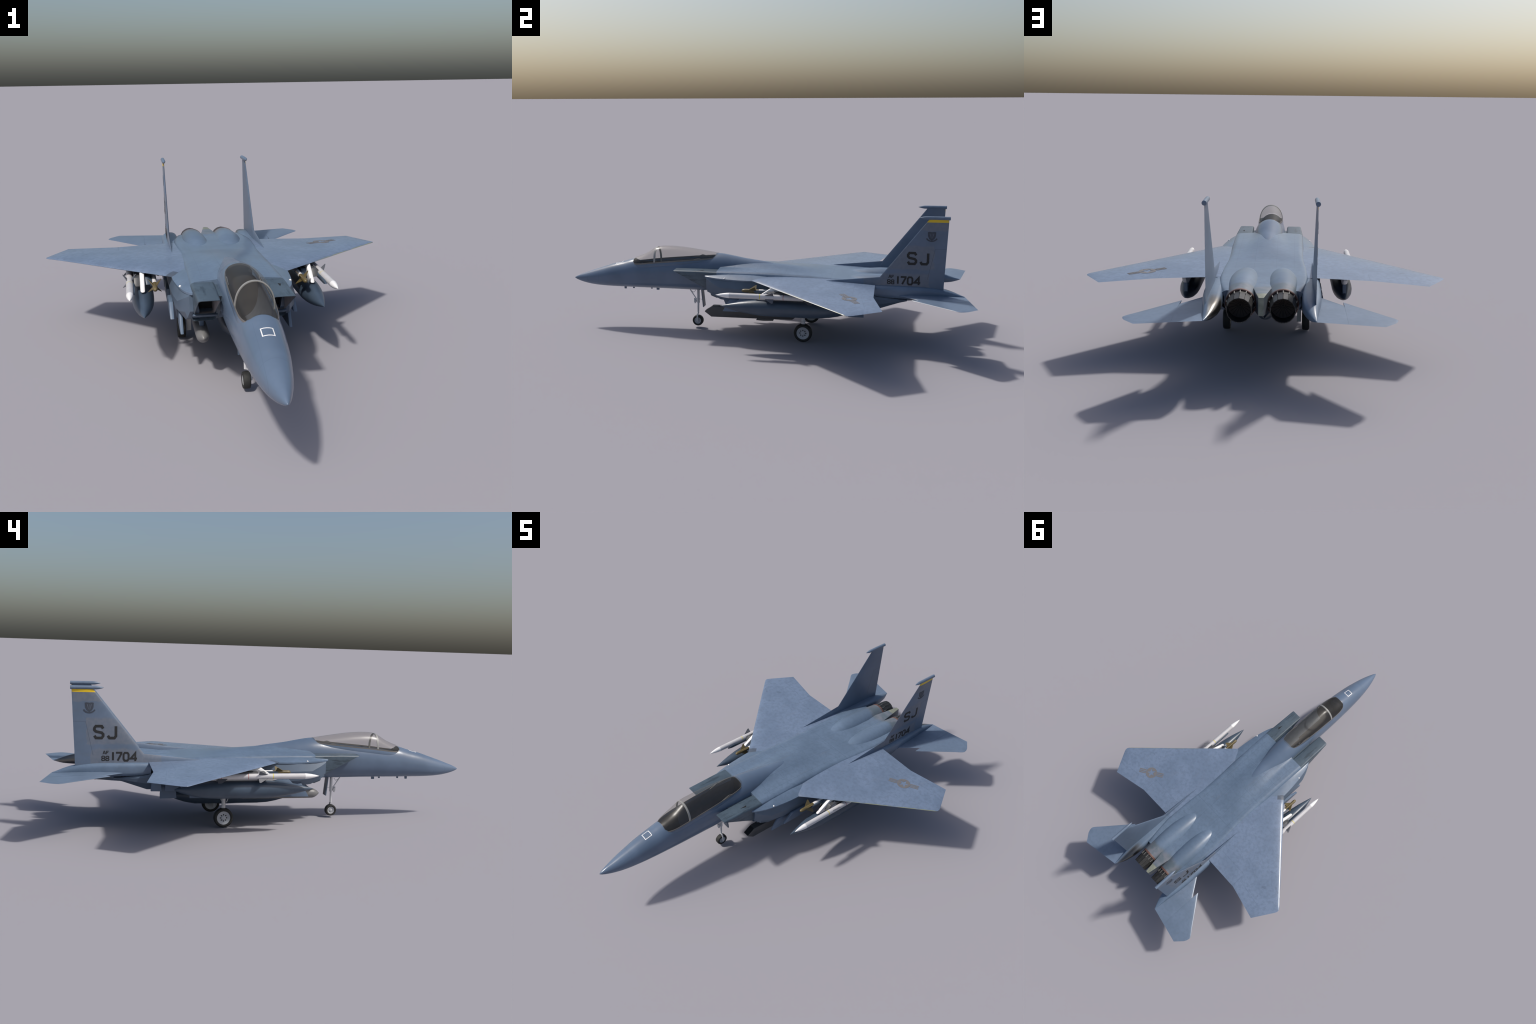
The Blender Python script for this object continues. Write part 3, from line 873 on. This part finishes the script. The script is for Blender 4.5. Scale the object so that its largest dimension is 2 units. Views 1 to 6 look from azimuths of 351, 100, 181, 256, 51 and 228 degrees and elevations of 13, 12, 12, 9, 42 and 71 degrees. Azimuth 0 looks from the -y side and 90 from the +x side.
def glyph_quads(ch, u, v, w, h, sw):
    out = []
    G = GLYPH[ch]
    for i, st in enumerate(G):
        if st == 'c':
            continue
        closed = i+1 < len(G) and G[i+1] == 'c'
        out += strip_quads([(u + a*w, v + b*h) for a, b in st], sw, closed)
    return out

fins = [o for o in bpy.data.objects if o.name.startswith("vertical_fin")]
for fin in fins:
    tree = bvh(fin)
    s = 1 if fin.data.vertices[0].co.x > 0 else -1
    def place(u, v, h, s=s, tree=tree):
        # u runs along reading direction, 0 at y = .60 (port) / y = .76 (starboard)
        y = (.600 + u) if s > 0 else (.7605 - u)
        hit = tree.ray_cast(Vector((s*.4, y, v)), Vector((-s, 0, 0)))
        x = hit[0].x if hit[0] else s*.181
        return (x + s*h, y, v)
    off = 0.0
    q = glyph_quads('S', .0965 if s > 0 else -.023, .4015, .0400, .0500, .0112) + glyph_quads('J', .152 if s > 0 else .0325, .4015, .0385, .0500, .0112)
    decal("tail_code_letters", q, place, M_INK, parent=fin)
    q = []
    for k, (ch, u, w) in enumerate((('1', .048, .016), ('7', .0685, .0235), ('0', .099, .0235), ('4', .1285, .0270))):
        q += glyph_quads(ch, u, .3075 - .0012*k, w, .0335, .0082)
    q += glyph_quads('A', .0145, .3330, .0105, .0130, .0030) + glyph_quads('F', .0275, .3330, .0105, .0130, .0030)
    q += glyph_quads('8', .0085, .3060, .0140, .0185, .0040) + glyph_quads('8', .0255, .3055, .0140, .0185, .0040)
    decal("serial_number", q, place, M_INK, parent=fin)
    # unit badge: plain shield with scroll
    uc = .2005 if s > 0 else -.042
    vc = .5300
    sh = [(-.0165, .017), (-.010, .0185), (0, .0170), (.010, .0185), (.0165, .017), (.0155, .0), (.010, -.011), (0, -.0175), (-.010, -.011), (-.0155, .0)]
    decal("unit_badge", [[(uc+a*1.12, vc+b*1.12) for a, b in sh]], place, M_BADGE, .0005, parent=fin)
    decal("badge_device", [[(uc+a, vc+b) for a, b in p] for p in ([(-.0105, .0125), (-.0065, .0125), (-.0018, -.009), (-.004, -.009)], [(.0105, .0125), (.0065, .0125), (.0018, -.009), (.004, -.009)], [(-.0012, .012), (.0012, .012), (.0006, -.011), (-.0006, -.011)])], place, M_BADGE2, .0009, parent=fin)
    arc = [(uc + .0240*math.sin(a), vc - .0035 - .0185*math.cos(a)) for a in np.linspace(-1.25, 1.25, 13)]
    decal("badge_scroll", strip_quads(arc, .0062), place, M_BADGE, .0007, parent=fin)

# white square frame on the nose ahead of the windshield
tree_n = bvh(fus)
def place_n(u, v, h):
    hit = tree_n.ray_cast(Vector((u, v, .6)), Vector((0, 0, -1)))
    return (u, v, (hit[0].z if hit[0] else .32) + h)
sq = [(-.0155, -.7630), (.0165, -.7630), (.0165, -.7295), (-.0155, -.7295)]
decal("nose_marking_square", strip_quads(sq, .0028, True, 8), place_n, M_WHITE)

# star-and-bar insignia on the port wing
tree_w = bvh(wings[1])
A0 = math.radians(31)
ic = Vector((.4415, .4545))
def place_w(u, v, h):
    x = ic.x + u*math.cos(A0) - v*math.sin(A0)
    y = ic.y + u*math.sin(A0) + v*math.cos(A0)
    hit = tree_w.ray_cast(Vector((x, y, .6)), Vector((0, 0, -1)))
    return (x, y, (hit[0].z if hit[0] else .29) + h)
ro, ri = .0330, .0205
quads = []
N = 40
def star_r(a):
    k = (a % (2*PI/5))/(2*PI/5)
    k = abs(k - .5)*2          # 1 at points, 0 at inner corners
    r1, r2 = ro*.80, ro*.80*.40
    aa = (1-k)*PI/5
    # straight edge between tip (angle 0) and inner corner (angle 36 deg)
    p, q2 = Vector((r1, 0)), Vector((r2*math.cos(PI/5), r2*math.sin(PI/5)))
    d = q2 - p
    t = (p.x*math.sin(aa) - p.y*math.cos(aa))/(d.y*math.cos(aa) - d.x*math.sin(aa)) if aa > 1e-6 else 0
    return (p + d*t).length
for k in range(N):
    a0, a1 = 2*PI*k/N, 2*PI*(k+1)/N
    quads.append([(ro*math.cos(a0), ro*math.sin(a0)), (ro*math.cos(a1), ro*math.sin(a1)), (star_r(a1)*math.cos(a1), star_r(a1)*math.sin(a1)), (star_r(a0)*math.cos(a0), star_r(a0)*math.sin(a0))])
decal("wing_insignia", quads, place_w, M_TAN, .0007)
for sg in (1, -1):
    bar = []
    for i in range(6):
        u0, u1 = ro*1.02 + i*.0068, ro*1.02 + (i+1)*.0068
        for a, b in ((.0125, .0065), (.0030, -.0030), (-.0065, -.0125)):
            bar.append([(sg*u0, a), (sg*u1, a), (sg*u1, b), (sg*u0, b)])
    decal("insignia_bar", bar, place_w, M_TAN, .0007)

# small dark vent on the port intake ramp
for o in [o for o in bpy.data.objects if o.name.startswith("air_intake")]:
    if o.data.vertices[0].co.x > 0:
        tr = bvh(o)
        def place_i(u, v, h):
            hit = tr.ray_cast(Vector((u, v, .6)), Vector((0, 0, -1)))
            return (u, v, (hit[0].z if hit[0] else .3215) + h)
        decal("intake_vent", [[(.1193, -.309), (.1175, -.274), (.1272, -.2813)]], place_i, M_HOLE, .0005, parent=o)
